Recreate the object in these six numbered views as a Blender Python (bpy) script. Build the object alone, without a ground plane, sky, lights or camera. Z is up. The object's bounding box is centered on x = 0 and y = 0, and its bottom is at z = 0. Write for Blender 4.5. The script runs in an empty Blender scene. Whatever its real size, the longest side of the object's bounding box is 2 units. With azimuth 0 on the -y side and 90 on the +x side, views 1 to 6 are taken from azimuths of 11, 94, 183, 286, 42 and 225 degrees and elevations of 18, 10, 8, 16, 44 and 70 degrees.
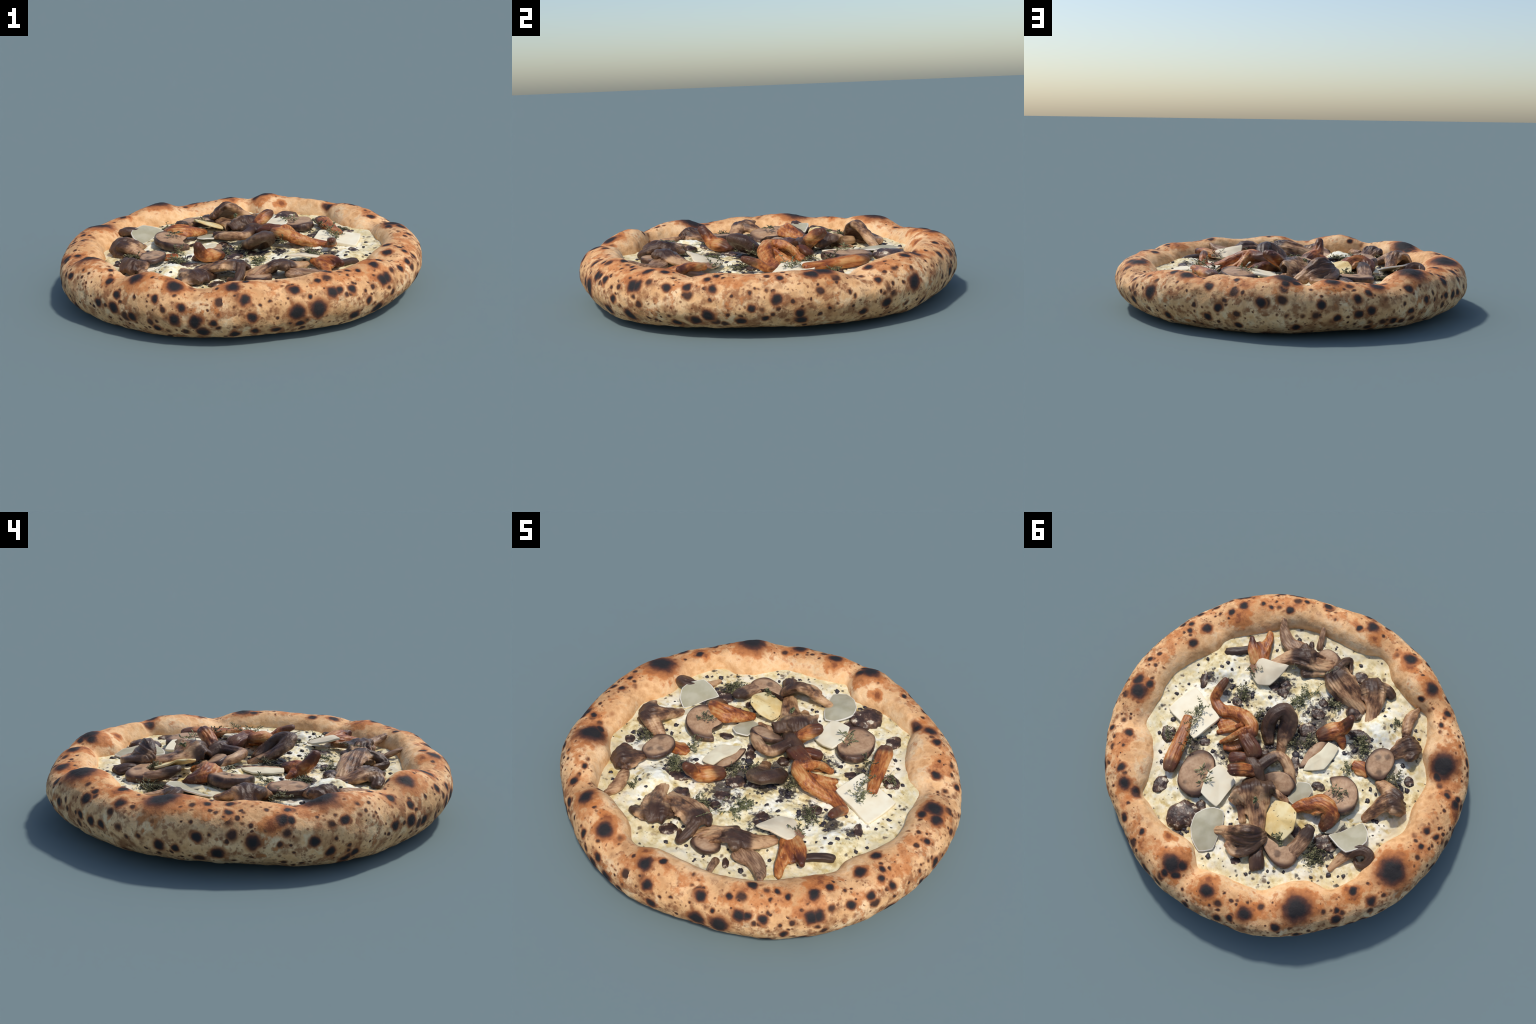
"""A wood-fired mushroom pizza: leopard-charred dough rim, melted white cheese,
oyster mushrooms, chanterelles, mushroom slices, cheese shavings and thyme.
Metres, z up, longest side 2 m."""
import bpy, bmesh, math, random
import numpy as np
from mathutils import Vector, Matrix, noise

TAU = 2 * math.pi
rng = random.Random(7)
noise.seed_set(3)

# ------------------------------------------------------------------ helpers
def smoothstep(a, b, x):
    t = np.clip((x - a) / (b - a), 0, 1)
    return t * t * (3 - 2 * t)

def ring_curve(ctrl, ang):
    """periodic Catmull-Rom through evenly spaced control values round the pizza"""
    c = np.array(ctrl, float); k = len(c)
    q = (np.asarray(ang) / TAU * k) % k
    i = q.astype(int) % k; f = q - np.floor(q)
    p0, p1, p2, p3 = c[(i - 1) % k], c[i], c[(i + 1) % k], c[(i + 2) % k]
    return .5 * (2*p1 + (p2-p0)*f + (2*p0-5*p1+4*p2-p3)*f**2 + (3*p1-p0-3*p2+p3)*f**3)

def catmull(pts, per):
    """open Catmull-Rom through rows of numbers"""
    p = np.array(pts, float); n = len(p)
    e = np.vstack([2*p[0]-p[1], p, 2*p[-1]-p[-2]])
    out = []
    for i in range(n - 1):
        a, b, c, d = e[i:i+4]
        for j in range(per):
            t = j / per
            out.append(.5*(2*b + (c-a)*t + (2*a-5*b+4*c-d)*t*t + (3*b-a-3*c+d)*t**3))
    out.append(p[-1])
    return np.array(out)

def fbm(p, octaves=3):
    return noise.fractal(p, 0.9, 2.1, octaves)

def mesh_from(name, verts, faces, smooth=True):
    me = bpy.data.meshes.new(name)
    me.from_pydata([tuple(v) for v in verts], [], faces)
    me.validate()
    if smooth:
        me.polygons.foreach_set("use_smooth", [True] * len(me.polygons))
    return me

pizza = bpy.data.objects.new("pizza", None)
bpy.context.scene.collection.objects.link(pizza)
pizza["label"] = "round mushroom pizza with puffy leopard-charred crust and cheese shavings"
pizza["category"] = "pizza"

def add(name, me, mat, parent=pizza, loc=(0, 0, 0), rot=0.0):
    ob = bpy.data.objects.new(name, me)
    bpy.context.scene.collection.objects.link(ob)
    ob.parent = parent
    ob.location = loc
    ob.rotation_euler = (0, 0, rot)
    if mat and not me.materials:
        for m in (mat if isinstance(mat, (list, tuple)) else [mat]):
            me.materials.append(m)
    return ob

# ------------------------------------------------------------------ node helper
class Nodes:
    def __init__(self, name, rough=.6, spec=.3):
        self.mat = bpy.data.materials.new(name)
        self.mat.use_nodes = True
        self.t = self.mat.node_tree
        self.bsdf = self.t.nodes["Principled BSDF"]
        self.bsdf.inputs["Roughness"].default_value = rough
        self.bsdf.inputs["Specular IOR Level"].default_value = spec
        self.co = self.n("ShaderNodeTexCoord").outputs["Object"]
    def n(self, kind, **kw):
        nd = self.t.nodes.new(kind)
        for k, v in kw.items():
            setattr(nd, k, v)
        return nd
    def put(self, sock, v):
        if hasattr(v, "links"):
            self.t.links.new(v, sock)
        else:
            sock.default_value = v
    def math(self, op, a, b=0.0, c=0.0, clamp=False):
        nd = self.n("ShaderNodeMath", operation=op, use_clamp=clamp)
        for s, v in zip(nd.inputs, (a, b, c)):
            self.put(s, v)
        return nd.outputs[0]
    def vmath(self, op, a, b=None, scale=None):
        nd = self.n("ShaderNodeVectorMath", operation=op)
        self.put(nd.inputs[0], a)
        if b is not None: self.put(nd.inputs[1], b)
        if scale is not None: nd.inputs["Scale"].default_value = scale
        return nd.outputs["Value"] if op in ("DISTANCE", "LENGTH", "DOT_PRODUCT") else nd.outputs["Vector"]
    def noise(self, scale, detail=3, rough=.55, co=None, colour=False):
        nd = self.n("ShaderNodeTexNoise")
        self.put(nd.inputs["Vector"], co or self.co)
        nd.inputs["Scale"].default_value = scale
        nd.inputs["Detail"].default_value = detail
        nd.inputs["Roughness"].default_value = rough
        return nd.outputs["Color" if colour else "Fac"]
    def voronoi(self, scale, co=None, out="Distance", rand=1.0, feature="F1"):
        nd = self.n("ShaderNodeTexVoronoi", feature=feature)
        self.put(nd.inputs["Vector"], co or self.co)
        nd.inputs["Scale"].default_value = scale
        nd.inputs["Randomness"].default_value = rand
        return nd.outputs[out]
    def stretch(self, s, co=None):
        nd = self.n("ShaderNodeMapping")
        self.put(nd.inputs["Vector"], co or self.co)
        nd.inputs["Scale"].default_value = s
        return nd.outputs[0]
    def warp(self, scale, amount, co=None):
        c = self.noise(scale, 2, colour=True)
        return self.vmath("ADD", co or self.co, self.vmath("SCALE", self.vmath("SUBTRACT", c, (.5, .5, .5)), scale=amount))
    def range(self, v, a, b, lo=0.0, hi=1.0, smooth=True):
        nd = self.n("ShaderNodeMapRange", interpolation_type="SMOOTHSTEP" if smooth else "LINEAR")
        for s, x in zip(nd.inputs, (v, a, b, lo, hi)):
            self.put(s, x)
        return nd.outputs[0]
    def mix(self, f, a, b, blend="MIX"):
        nd = self.n("ShaderNodeMix", data_type="RGBA", blend_type=blend)
        self.put(nd.inputs[0], f)
        for s, v in ((nd.inputs[6], a), (nd.inputs[7], b)):
            self.put(s, (*v, 1) if isinstance(v, tuple) and len(v) == 3 else v)
        return nd.outputs[2]
    def ramp(self, f, stops):
        nd = self.n("ShaderNodeValToRGB")
        el = nd.color_ramp.elements
        while len(el) < len(stops): el.new(.5)
        for e, (p, c) in zip(el, stops):
            e.position = p; e.color = (*c, 1)
        self.put(nd.inputs[0], f)
        return nd.outputs[0]
    def prop(self, name, out="Fac"):
        nd = self.n("ShaderNodeAttribute", attribute_type="OBJECT", attribute_name=f'["{name}"]')
        return nd.outputs[out]
    def bump(self, h, strength=.3, dist=.01):
        nd = self.n("ShaderNodeBump")
        nd.inputs["Strength"].default_value = strength
        nd.inputs["Distance"].default_value = dist
        self.put(nd.inputs["Height"], h)
        self.t.links.new(nd.outputs[0], self.bsdf.inputs["Normal"])
    def done(self, colour, rough=None):
        self.put(self.bsdf.inputs["Base Color"], (*colour, 1) if isinstance(colour, tuple) else colour)
        if rough is not None: self.put(self.bsdf.inputs["Roughness"], rough)
        return self.mat

# ------------------------------------------------------------------ dough rim
# values round the pizza, anticlockwise from +x
RADIUS = [1.0, 0.999, 0.999, 1.0, 0.993, 0.991, 0.99, 0.984, 0.973, 0.965, 0.969, 0.979, 0.983, 0.98, 0.982, 0.982, 0.991, 0.994, 0.987, 0.979, 0.978, 0.988, 0.995, 0.999, 0.998, 0.996, 0.993, 0.998, 1.009, 1.006, 0.996, 0.979, 0.969, 0.966, 0.971, 0.973, 0.976, 0.973, 0.97, 0.958, 0.966, 0.98, 0.995, 1.0, 1.004, 1.003, 0.999, 1.0]
CREST = [0.268, 0.273, 0.278, 0.266, 0.239, 0.263, 0.278, 0.284, 0.277, 0.282, 0.284, 0.284, 0.302, 0.272, 0.281, 0.265, 0.26, 0.257, 0.298, 0.297, 0.282, 0.282, 0.27, 0.293, 0.296, 0.291, 0.289, 0.277, 0.265, 0.299, 0.299, 0.286, 0.282, 0.307, 0.303, 0.277, 0.262, 0.286, 0.289, 0.279, 0.281, 0.289, 0.278, 0.273, 0.284, 0.264, 0.269, 0.27]
UNDERSIDE = [0.028, 0.024, 0.008, 0.0, 0.014, 0.022, 0.01, 0.016, 0.027, 0.016, 0.004, 0.0, 0.011, 0.011, 0.016, 0.022]
TUCK = [0.169, 0.149, 0.158, 0.177, 0.15, 0.162, 0.164, 0.151, 0.157, 0.164, 0.144, 0.14, 0.157, 0.158, 0.137, 0.168]
INNER = [0.77, 0.783, 0.78, 0.768, 0.774, 0.766, 0.728, 0.717, 0.722, 0.751, 0.781, 0.777, 0.768, 0.742, 0.714, 0.708, 0.755, 0.763, 0.749, 0.754, 0.758, 0.747, 0.723, 0.71, 0.725, 0.779, 0.787, 0.779, 0.74, 0.721, 0.73, 0.753, 0.76, 0.748, 0.762, 0.78, 0.766, 0.748, 0.777, 0.795, 0.795, 0.756, 0.742, 0.739, 0.766, 0.791, 0.748, 0.735, 0.739, 0.748, 0.761, 0.765, 0.761, 0.753, 0.745, 0.75, 0.76, 0.735, 0.731, 0.753]
EQUATOR, CREST_IN, N_TOP, N_LOW = 0.155, 0.138, 2.115, 1.88
# pinches between the bubbles of dough: azimuth, half width (deg), depth
PINCHES = [(30, 3.5, .012), (60, 3, .016), (98, 2.2, .02), (123, 4, .01), (150, 3.5, .01), (171, 4, .008), (188, 4, .01), (238, 3, .012), (265, 2.6, .012), (340, 2.6, .018)]
CHEESE_Z = 0.2

def rim_point(ang, roll):
    """ang: radians round the pizza (array); roll: degrees over the rim, 0 foot inside, 90 crest, 180 outermost, 270 underneath"""
    R, H = ring_curve(RADIUS, ang), ring_curve(CREST, ang)
    rin, zb, B = ring_curve(INNER, ang), ring_curve(UNDERSIDE, ang), ring_curve(TUCK, ang)
    if roll <= 90:
        s = math.radians(roll)
        # from the east-north round to the north-west the inner shoulder slopes more gently
        slump = 1 + .35 * np.exp(-(((np.degrees(ang) - 80 + 180) % 360 - 180) / 55) ** 4)
        r = rin + (R - CREST_IN - rin) * (1 - math.cos(s)); z = .188 + (H - .188) * math.sin(s) ** slump
    elif roll <= 180:
        s = math.radians(roll - 90)
        r = R - CREST_IN + CREST_IN * math.sin(s) ** (2 / N_TOP); z = EQUATOR + (H - EQUATOR) * max(0, math.cos(s)) ** (2 / N_TOP)
    else:
        s = math.radians(roll - 180)
        r = R - B + B * max(0, math.cos(s)) ** (2 / N_LOW); z = EQUATOR - (EQUATOR - zb) * math.sin(s) ** (2 / N_LOW)
    return np.stack([r * np.cos(ang), r * np.sin(ang), z + 0 * ang], -1)

# burnt blisters: azimuth (deg), roll (deg), radius (mm)
CHAR_BIG = [(20, 96, 46), (91, 99, 49), (106, 102, 35), (120, 117, 36), (137, 102, 69), (172, 96, 73), (216, 81, 67), (246, 111, 39), (303, 177, 40)]
CHAR_MID = [(6, 168, 23), (12, 216, 25), (16, 111, 30), (16, 78, 21), (36, 198, 22), (36, 93, 22), (46, 168, 33), (56, 105, 32), (60, 75, 29), (84, 165, 23), (94, 84, 28), (130, 138, 22), (149, 144, 22), (161, 126, 24), (175, 195, 22), (189, 201, 25), (197, 177, 26), (204, 132, 23), (236, 123, 21), (241, 183, 27), (248, 192, 21), (260, 108, 34), (262, 186, 26), (268, 189, 30), (270, 213, 29), (279, 108, 31), (279, 219, 22), (282, 144, 25), (284, 180, 22), (291, 219, 23), (297, 129, 22), (297, 180, 34), (308, 150, 24), (315, 210, 25), (324, 216, 29), (326, 147, 27), (328, 105, 22), (328, 147, 26), (344, 87, 25), (345, 213, 24), (349, 201, 25), (352, 69, 23)]
CHAR_SMALL = [(12, 198, 18), (50, 102, 21), (52, 216, 21), (67, 138, 20), (67, 204, 20), (71, 183, 18), (77, 219, 18), (91, 123, 20), (94, 222, 21), (94, 111, 20), (101, 168, 20), (112, 192, 20), (112, 156, 20), (116, 186, 20), (116, 138, 17), (124, 213, 20), (153, 180, 20), (157, 93, 20), (157, 180, 17), (179, 198, 16), (184, 171, 20), (206, 132, 17), (211, 177, 20), (212, 63, 21), (215, 201, 19), (219, 150, 20), (220, 219, 20), (222, 210, 18), (235, 180, 19), (242, 153, 18), (256, 210, 18), (256, 150, 18), (264, 159, 19), (273, 189, 17), (285, 216, 18), (298, 207, 18), (310, 147, 19), (311, 81, 19), (314, 147, 18), (319, 183, 18), (333, 96, 19), (337, 141, 19), (339, 225, 20), (343, 138, 17), (350, 141, 19), (357, 213, 19), (0, 183, 15), (3, 207, 15), (7, 117, 15), (29, 210, 17), (34, 141, 16), (75, 111, 16), (106, 198, 16), (130, 192, 17), (136, 177, 17), (148, 177, 17), (150, 123, 17), (185, 102, 16), (191, 123, 16), (191, 96, 16), (206, 105, 16), (232, 96, 15), (244, 63, 15), (283, 90, 15), (301, 150, 11), (305, 117, 13), (318, 93, 13), (321, 102, 13), (348, 117, 16), (350, 105, 14)]
# toasted brown areas
TOAST = [(19, 96, 91), (58, 102, 58), (82, 54, 43), (92, 90, 99), (105, 78, 62), (106, 102, 84), (120, 108, 70), (138, 90, 104), (155, 72, 37), (157, 102, 56), (174, 81, 106), (201, 144, 58), (216, 84, 88), (247, 108, 63), (258, 96, 69), (275, 87, 54), (331, 72, 78)]

def at_rim(az, roll):
    return Vector(rim_point(np.array([math.radians(az)]), roll)[0])

def build_crust():
    NA = 720
    ang = np.arange(NA) * TAU / NA
    rolls = list(np.arange(0, 271, 270 / 84))
    rows = [rim_point(ang, r) for r in rolls]
    centre = np.array([0.0, 0, 0])
    inside = [np.stack([rows[0][:, 0]*k, rows[0][:, 1]*k, np.full(NA, .186)], -1) for k in (.35, .7, .96)]
    below = [np.stack([rows[-1][:, 0]*k, rows[-1][:, 1]*k, rows[-1][:, 2]*k + .004*(1-k)], -1) for k in (.97, .85, .6, .3)]
    P = np.stack(inside + rows + below)              # ring, angle, xyz
    first, last = len(inside), len(inside) + len(rows)
    du = np.roll(P, -1, 1) - np.roll(P, 1, 1)
    dv = np.gradient(P, axis=0)
    N = np.cross(dv, du); N /= np.linalg.norm(N, axis=-1, keepdims=True) + 1e-9
    if (N[first + 27] * np.array([0, 0, 1])).sum(-1).mean() < 0: N = -N
    deg = np.degrees(ang)
    for i in range(first, last):
        roll = rolls[i - first]
        d = np.zeros(NA)
        inner = float(smoothstep(140, 75, roll))
        for az, w, dep in PINCHES:
            x = (deg - az + 180) % 360 - 180
            d -= dep * inner * np.exp(-(x / w) ** 2)
        for az, rl, mm in CHAR_BIG:
            q = np.linalg.norm(P[i] - np.array(at_rim(az, rl)), axis=-1)
            d += .002 * np.exp(-(q / (mm * .0011)) ** 2)
        fade = float(smoothstep(0, 25, roll) * smoothstep(275, 240, roll))
        for j in range(NA):
            p = Vector(P[i, j])
            d[j] += fade * (.0055 * fbm(p * 9, 2) + .0018 * fbm(p * 34, 2))
        P[i] += N[i] * d[:, None]
    P[..., 2] = np.maximum(P[..., 2], .0004)
    nr = len(P)
    verts = list(P.reshape(-1, 3)) + [(0, 0, .186), (0, 0, .006)]
    faces = []
    for i in range(nr - 1):
        for j in range(NA):
            k = (j + 1) % NA
            faces.append((i*NA+j, (i+1)*NA+j, (i+1)*NA+k, i*NA+k))
    for j in range(NA):
        k = (j + 1) % NA
        faces.append((nr*NA, j, k)); faces.append((nr*NA+1, (nr-1)*NA+k, (nr-1)*NA+j))
    me = mesh_from("crust", verts, faces)
    bm = bmesh.new(); bm.from_mesh(me); bmesh.ops.recalc_face_normals(bm, faces=bm.faces); bm.to_mesh(me); bm.free()
    return me

def crust_material():
    m = Nodes("charred_dough", .72, .25)
    co = m.warp(11, .035)
    co2 = m.warp(38, .012, co)
    def spots(items, reach, soft):
        acc = None
        for az, roll, mm in items:
            d = m.vmath("DISTANCE", co2, tuple(at_rim(az, roll)))
            v = m.math("MULTIPLY_ADD", d, -1 / (mm * .001 * reach), 1.0, clamp=True)
            acc = v if acc is None else m.math("MAXIMUM", acc, v)
        return acc
    # small blisters scattered by cells, a random size for each
    def cells(scale, keep, shift=(0, 0, 0)):
        nd = m.n("ShaderNodeTexVoronoi"); m.put(nd.inputs["Vector"], m.vmath("ADD", co2, shift))
        nd.inputs["Scale"].default_value = scale
        s = m.n("ShaderNodeSeparateColor"); m.put(s.inputs[0], nd.outputs["Color"])
        size = m.range(s.outputs[0], keep, 1, 0, .50, False)
        return m.math("SUBTRACT", 1.0, m.math("DIVIDE", nd.outputs["Distance"], m.math("MAXIMUM", size, .001)), clamp=True), s.outputs[1]
    big = spots(CHAR_BIG, 1.9, 0)
    rest = spots(CHAR_MID + CHAR_SMALL, 2.0, 0)
    tiny, tint = cells(12.5, .0)
    tiny2, _ = cells(24, .1, (5.3, 2.1, 7.7))
    tiny = m.math("MAXIMUM", tiny, tiny2)
    speck, _ = cells(44, .3)
    toast = spots(TOAST, 1.3, 0)
    n1 = m.noise(5, 4); n2 = m.noise(24, 4, .6); n3 = m.noise(90, 3, .6); n4 = m.noise(10, 4, .6)
    n5 = m.noise(15, 3, .55, m.vmath("ADD", m.co, (3.1, 1.7, .4)))
    base = m.ramp(m.math("MULTIPLY_ADD", n2, .5, m.math("MULTIPLY", n1, .5)), [(.36, (.62, .31, .125)), (.47, (.82, .47, .215)), (.58, (.92, .60, .32))])
    base = m.mix(m.range(n4, .54, .66, 0, .6), base, (.86, .68, .42))
    z = m.n("ShaderNodeSeparateXYZ"); m.put(z.inputs[0], m.co)
    r2 = m.math("POWER", m.math("ADD", m.math("POWER", z.outputs[0], 2.0), m.math("POWER", z.outputs[1], 2.0)), .5)
    outer = m.range(r2, .79, .86)                       # the inner wall, shielded from the flames, stays pale
    crown = m.math("MULTIPLY", m.range(z.outputs[2], .2, .27), outer)   # flames lick the crown first
    # brown mottling of the side
    mott = m.math("ADD", m.math("MULTIPLY", n5, .65), m.math("MULTIPLY", n2, .5))
    col = m.mix(m.math("MULTIPLY", m.range(mott, .52, .70), m.math("MULTIPLY", m.math("MULTIPLY_ADD", crown, -.5, outer), .85)), base, (.32, .125, .045))
    fleck = m.range(m.math("ADD", n2, m.math("MULTIPLY", n3, .4)), .70, .86)
    col = m.mix(m.math("MULTIPLY", m.math("MULTIPLY", fleck, outer), .7), col, (.30, .11, .04))
    # golden toasting of the crown, torn edges
    gold = m.math("ADD", m.math("MULTIPLY", n4, .8), m.math("MULTIPLY", n2, .45))
    gold = m.math("ADD", gold, m.math("MULTIPLY_ADD", crown, .15, -.09))
    col = m.mix(m.range(gold, .60, .74, 0, .85), col, (.60, .22, .065))
    col = m.mix(m.range(gold, .72, .88, 0, .8), col, (.30, .085, .027))
    tn = m.math("ADD", toast, m.math("MULTIPLY", m.math("SUBTRACT", m.math("MULTIPLY_ADD", n2, .6, m.math("MULTIPLY", n4, .4)), .5), 2.4))
    tm = m.range(toast, 0, .12)
    col = m.mix(m.math("MULTIPLY", m.range(tn, .12, .5, 0, .9), tm), col, (.56, .19, .05))
    col = m.mix(m.math("MULTIPLY", m.range(tn, .5, .95, 0, .85), tm), col, (.21, .055, .02))
    sp = m.math("MULTIPLY", speck, outer)
    col = m.mix(m.range(sp, .05, .6, 0, .8), col, (.20, .07, .028))
    ti = m.math("MULTIPLY", tiny, m.math("MULTIPLY_ADD", outer, .9, .1))
    col = m.mix(m.range(ti, .0, .45, 0, .85), col, (.36, .13, .045))
    col = m.mix(m.range(ti, .22, .62, 0, .94), col, (.045, .022, .017))
    allc = m.math("MAXIMUM", rest, big)
    edge = m.math("ADD", allc, m.math("MULTIPLY", m.math("SUBTRACT", n2, .5), .3))
    col = m.mix(m.range(edge, .02, .42, 0, .85), col, (.36, .125, .042))
    col = m.mix(m.range(edge, .30, .54, 0, .95), col, (.10, .034, .02))
    col = m.mix(m.range(edge, .42, .74, 0, 1), col, (.022, .019, .019))
    m.bump(m.math("MULTIPLY_ADD", n3, .5, n2), .3, .014)
    return m.done(col)

crust_mat = crust_material()
add("crust", build_crust(), crust_mat)

# ------------------------------------------------------------------ melted cheese
# mounds of soft cheese and sauce: x, y, radius, height
MOUNDS = [(-0.281, -0.45, 0.079, 0.038), (-0.281, -0.536, 0.048, 0.015), (0.622, -0.139, 0.082, 0.028), (0.146, -0.398, 0.058, 0.016), (-0.495, 0.071, 0.089, 0.02), (-0.172, 0.02, 0.048, 0.014), (-0.212, -0.161, 0.082, 0.012), (0.33, -0.156, 0.082, 0.012), (0.209, 0.352, 0.041, 0.01), (-0.124, 0.719, 0.041, 0.008), (0.585, -0.256, 0.055, 0.01), (0.252, -0.303, 0.041, 0.01)]

def cheese_z(x, y):
    r = math.hypot(x, y)
    z = CHEESE_Z - .002 + .007 * max(0, 1 - (r / .74) ** 2)
    for mx, my, mr, h in MOUNDS:
        q = ((x - mx) ** 2 + (y - my) ** 2) / (mr * mr)
        if q < 6: z += h * math.exp(-q * q * .6 - .3 * q)
    return z

def build_cheese():
    NR, NA = 130, 420
    ang = np.arange(NA) * TAU / NA
    edge = ring_curve(INNER, ang) + .03
    verts, faces = [(0, 0, cheese_z(0, 0))], []
    for i in range(1, NR + 1):
        s = i / NR
        for j in range(NA):
            r = edge[j] * s
            x, y = r * math.cos(ang[j]), r * math.sin(ang[j])
            p = Vector((x, y, 0))
            k = float(smoothstep(1.0, .93, s))
            z = cheese_z(x, y) + k * (.0075 * fbm(p * 14, 3) + .005 * fbm(p * 42, 3)) + .004 * (1 - k)
            verts.append((x, y, z))
    for j in range(NA):
        faces.append((0, 1 + j, 1 + (j + 1) % NA))
    for i in range(NR - 1):
        for j in range(NA):
            a, b = 1 + i*NA, 1 + (i+1)*NA; k = (j + 1) % NA
            faces.append((a+j, b+j, b+k, a+k))
    return mesh_from("melted_cheese", verts, faces)

# places where dark mushroom cream shows through: x, y, radius
PATCHES = [(0.001, -0.277, 0.095), (-0.02, -0.165, 0.088), (0.012, -0.378, 0.058), (0.399, -0.086, 0.07), (0.631, -0.04, 0.044), (0.279, -0.288, 0.073), (-0.509, 0.281, 0.08), (0.231, -0.063, 0.058), (-0.01, -0.111, 0.073), (-0.28, -0.298, 0.073), (0.229, 0.219, 0.066), (0.404, 0.295, 0.058), (-0.128, -0.07, 0.058), (-0.554, 0.118, 0.058), (-0.5, 0.208, 0.058), (0.118, 0.704, 0.05), (-0.574, -0.252, 0.058), (0.512, -0.071, 0.051), (0.121, -0.099, 0.066), (0.077, 0.035, 0.058)]

def cheese_material():
    m = Nodes("melted_cheese", .5, .18)
    co = m.warp(14, .05)
    n1 = m.noise(8, 4); n2 = m.noise(28, 4, .6); n3 = m.noise(85, 3)
    col = m.ramp(m.math("MULTIPLY_ADD", n2, .45, m.math("MULTIPLY", n1, .55)), [(.35, (.52, .38, .16)), (.43, (.80, .66, .36)), (.50, (.92, .82, .55)), (.57, (.97, .92, .75))])
    col = m.mix(m.range(m.noise(15, 3, .55, m.stretch((1, 1, .2))), .58, .70, 0, .75), col, (.60, .43, .13))
    brown = m.noise(11, 4, .6, m.vmath("ADD", m.co, (2.7, 8.1, 0)))
    col = m.mix(m.range(brown, .60, .70, 0, .6), col, (.34, .22, .12))
    col = m.mix(m.range(m.noise(70, 4, .7), .63, .72, 0, .75), col, (.16, .11, .07))
    # oil gathers along the rim
    z = m.n("ShaderNodeSeparateXYZ"); m.put(z.inputs[0], m.co)
    r = m.math("POWER", m.math("ADD", m.math("POWER", z.outputs[0], 2.0), m.math("POWER", z.outputs[1], 2.0)), .5)
    oil = m.math("MULTIPLY", m.range(r, .62, .76), m.range(n1, .36, .6))
    col = m.mix(m.math("MULTIPLY", oil, .65), col, (.56, .42, .16))
    acc = None
    flat = m.vmath("MULTIPLY", co, (1, 1, 0))
    for x, y, rad in PATCHES:
        v = m.math("MULTIPLY_ADD", m.vmath("DISTANCE", flat, (x, y, 0)), -1 / (rad * 1.35), 1.0, clamp=True)
        acc = v if acc is None else m.math("MAXIMUM", acc, v)
    n7 = m.noise(44, 5, .72)
    dn = m.math("ADD", acc, m.math("ADD", m.math("MULTIPLY", m.math("SUBTRACT", n2, .5), 1.6), m.math("MULTIPLY", m.math("SUBTRACT", n7, .5), 2.0)))
    mask = m.math("MULTIPLY", m.range(dn, .20, .62), m.range(acc, 0, .15))
    col = m.mix(m.math("MULTIPLY", mask, .93), col, m.ramp(m.math("MULTIPLY_ADD", n3, .5, m.math("MULTIPLY", n2, .5)), [(.40, (.02, .014, .015)), (.55, (.055, .038, .034)), (.68, (.15, .105, .08))]))
    wob = m.warp(45, .022)
    for scale, keep, reach in ((20, .25, .40), (36, .35, .40)):
        nd = m.n("ShaderNodeTexVoronoi"); m.put(nd.inputs["Vector"], wob); nd.inputs["Scale"].default_value = scale
        s = m.n("ShaderNodeSeparateColor"); m.put(s.inputs[0], nd.outputs["Color"])
        sp = m.math("SUBTRACT", 1.0, m.math("DIVIDE", nd.outputs["Distance"], m.math("MAXIMUM", m.range(s.outputs[0], keep, 1, 0, reach, False), .001)), clamp=True)
        tone = m.mix(m.range(s.outputs[1], .3, .8), (.03, .023, .023), (.17, .115, .07))
        col = m.mix(m.range(sp, .05, .6, 0, .9), col, tone)
    m.bump(m.math("MULTIPLY_ADD", n3, .2, n2), .2, .01)
    m.bsdf.inputs["Subsurface Weight"].default_value = 0.0
    return m.done(col)

add("melted_cheese", build_cheese(), cheese_material())

# ------------------------------------------------------------------ mushroom materials
def with_dark_ends(m, col, dark, strength=.95):
    for k in "abc":
        d = m.vmath("DISTANCE", m.warp(30, .03), m.prop("dark_" + k, "Vector"))
        f = m.math("DIVIDE", d, m.prop("dark_radius_" + k))
        f = m.math("ADD", f, m.math("MULTIPLY", m.math("SUBTRACT", m.noise(30, 3), .5), .7))
        col = m.mix(m.range(f, .65, 1.25, strength, 0), col, dark)
    return col

def chanterelle_material():
    m = Nodes("chanterelle_flesh", .42, .4)
    st = m.noise(9, 4, .6, m.stretch((1.5, 9, 9)))
    n = m.noise(22, 4, .6)
    col = m.ramp(m.math("ADD", m.math("MULTIPLY_ADD", st, .4, m.math("MULTIPLY", n, .2)), m.math("MULTIPLY", m.noise(9, 2), .4)), [(.38, (.13, .028, .009)), (.45, (.27, .072, .017)), (.52, (.46, .155, .036)), (.61, (.60, .31, .11))])
    col = with_dark_ends(m, col, (.06, .018, .011), .85)
    col = m.mix(m.range(m.noise(60, 3), .66, .74, 0, .7), col, (.55, .32, .16))
    m.bump(st, .35, .01)
    return m.done(col)

def oyster_material():
    m = Nodes("oyster_mushroom_flesh", .36, .35)
    st = m.noise(9, 5, .65, m.stretch((1.5, 10, 10)))
    n = m.noise(16, 4, .6)
    n6 = m.noise(7, 3)
    col = m.ramp(m.math("ADD", m.math("MULTIPLY_ADD", st, .24, m.math("MULTIPLY", n, .26)), m.math("MULTIPLY", n6, .5)), [(.39, (.06, .028, .016)), (.45, (.18, .084, .04)), (.505, (.38, .20, .095)), (.56, (.58, .35, .18))])
    dk = m.mix(n, (.022, .011, .008), (.085, .042, .026))
    col = with_dark_ends(m, col, dk, .92)
    m.bump(st, .4, .01)
    return m.done(col)

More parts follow.
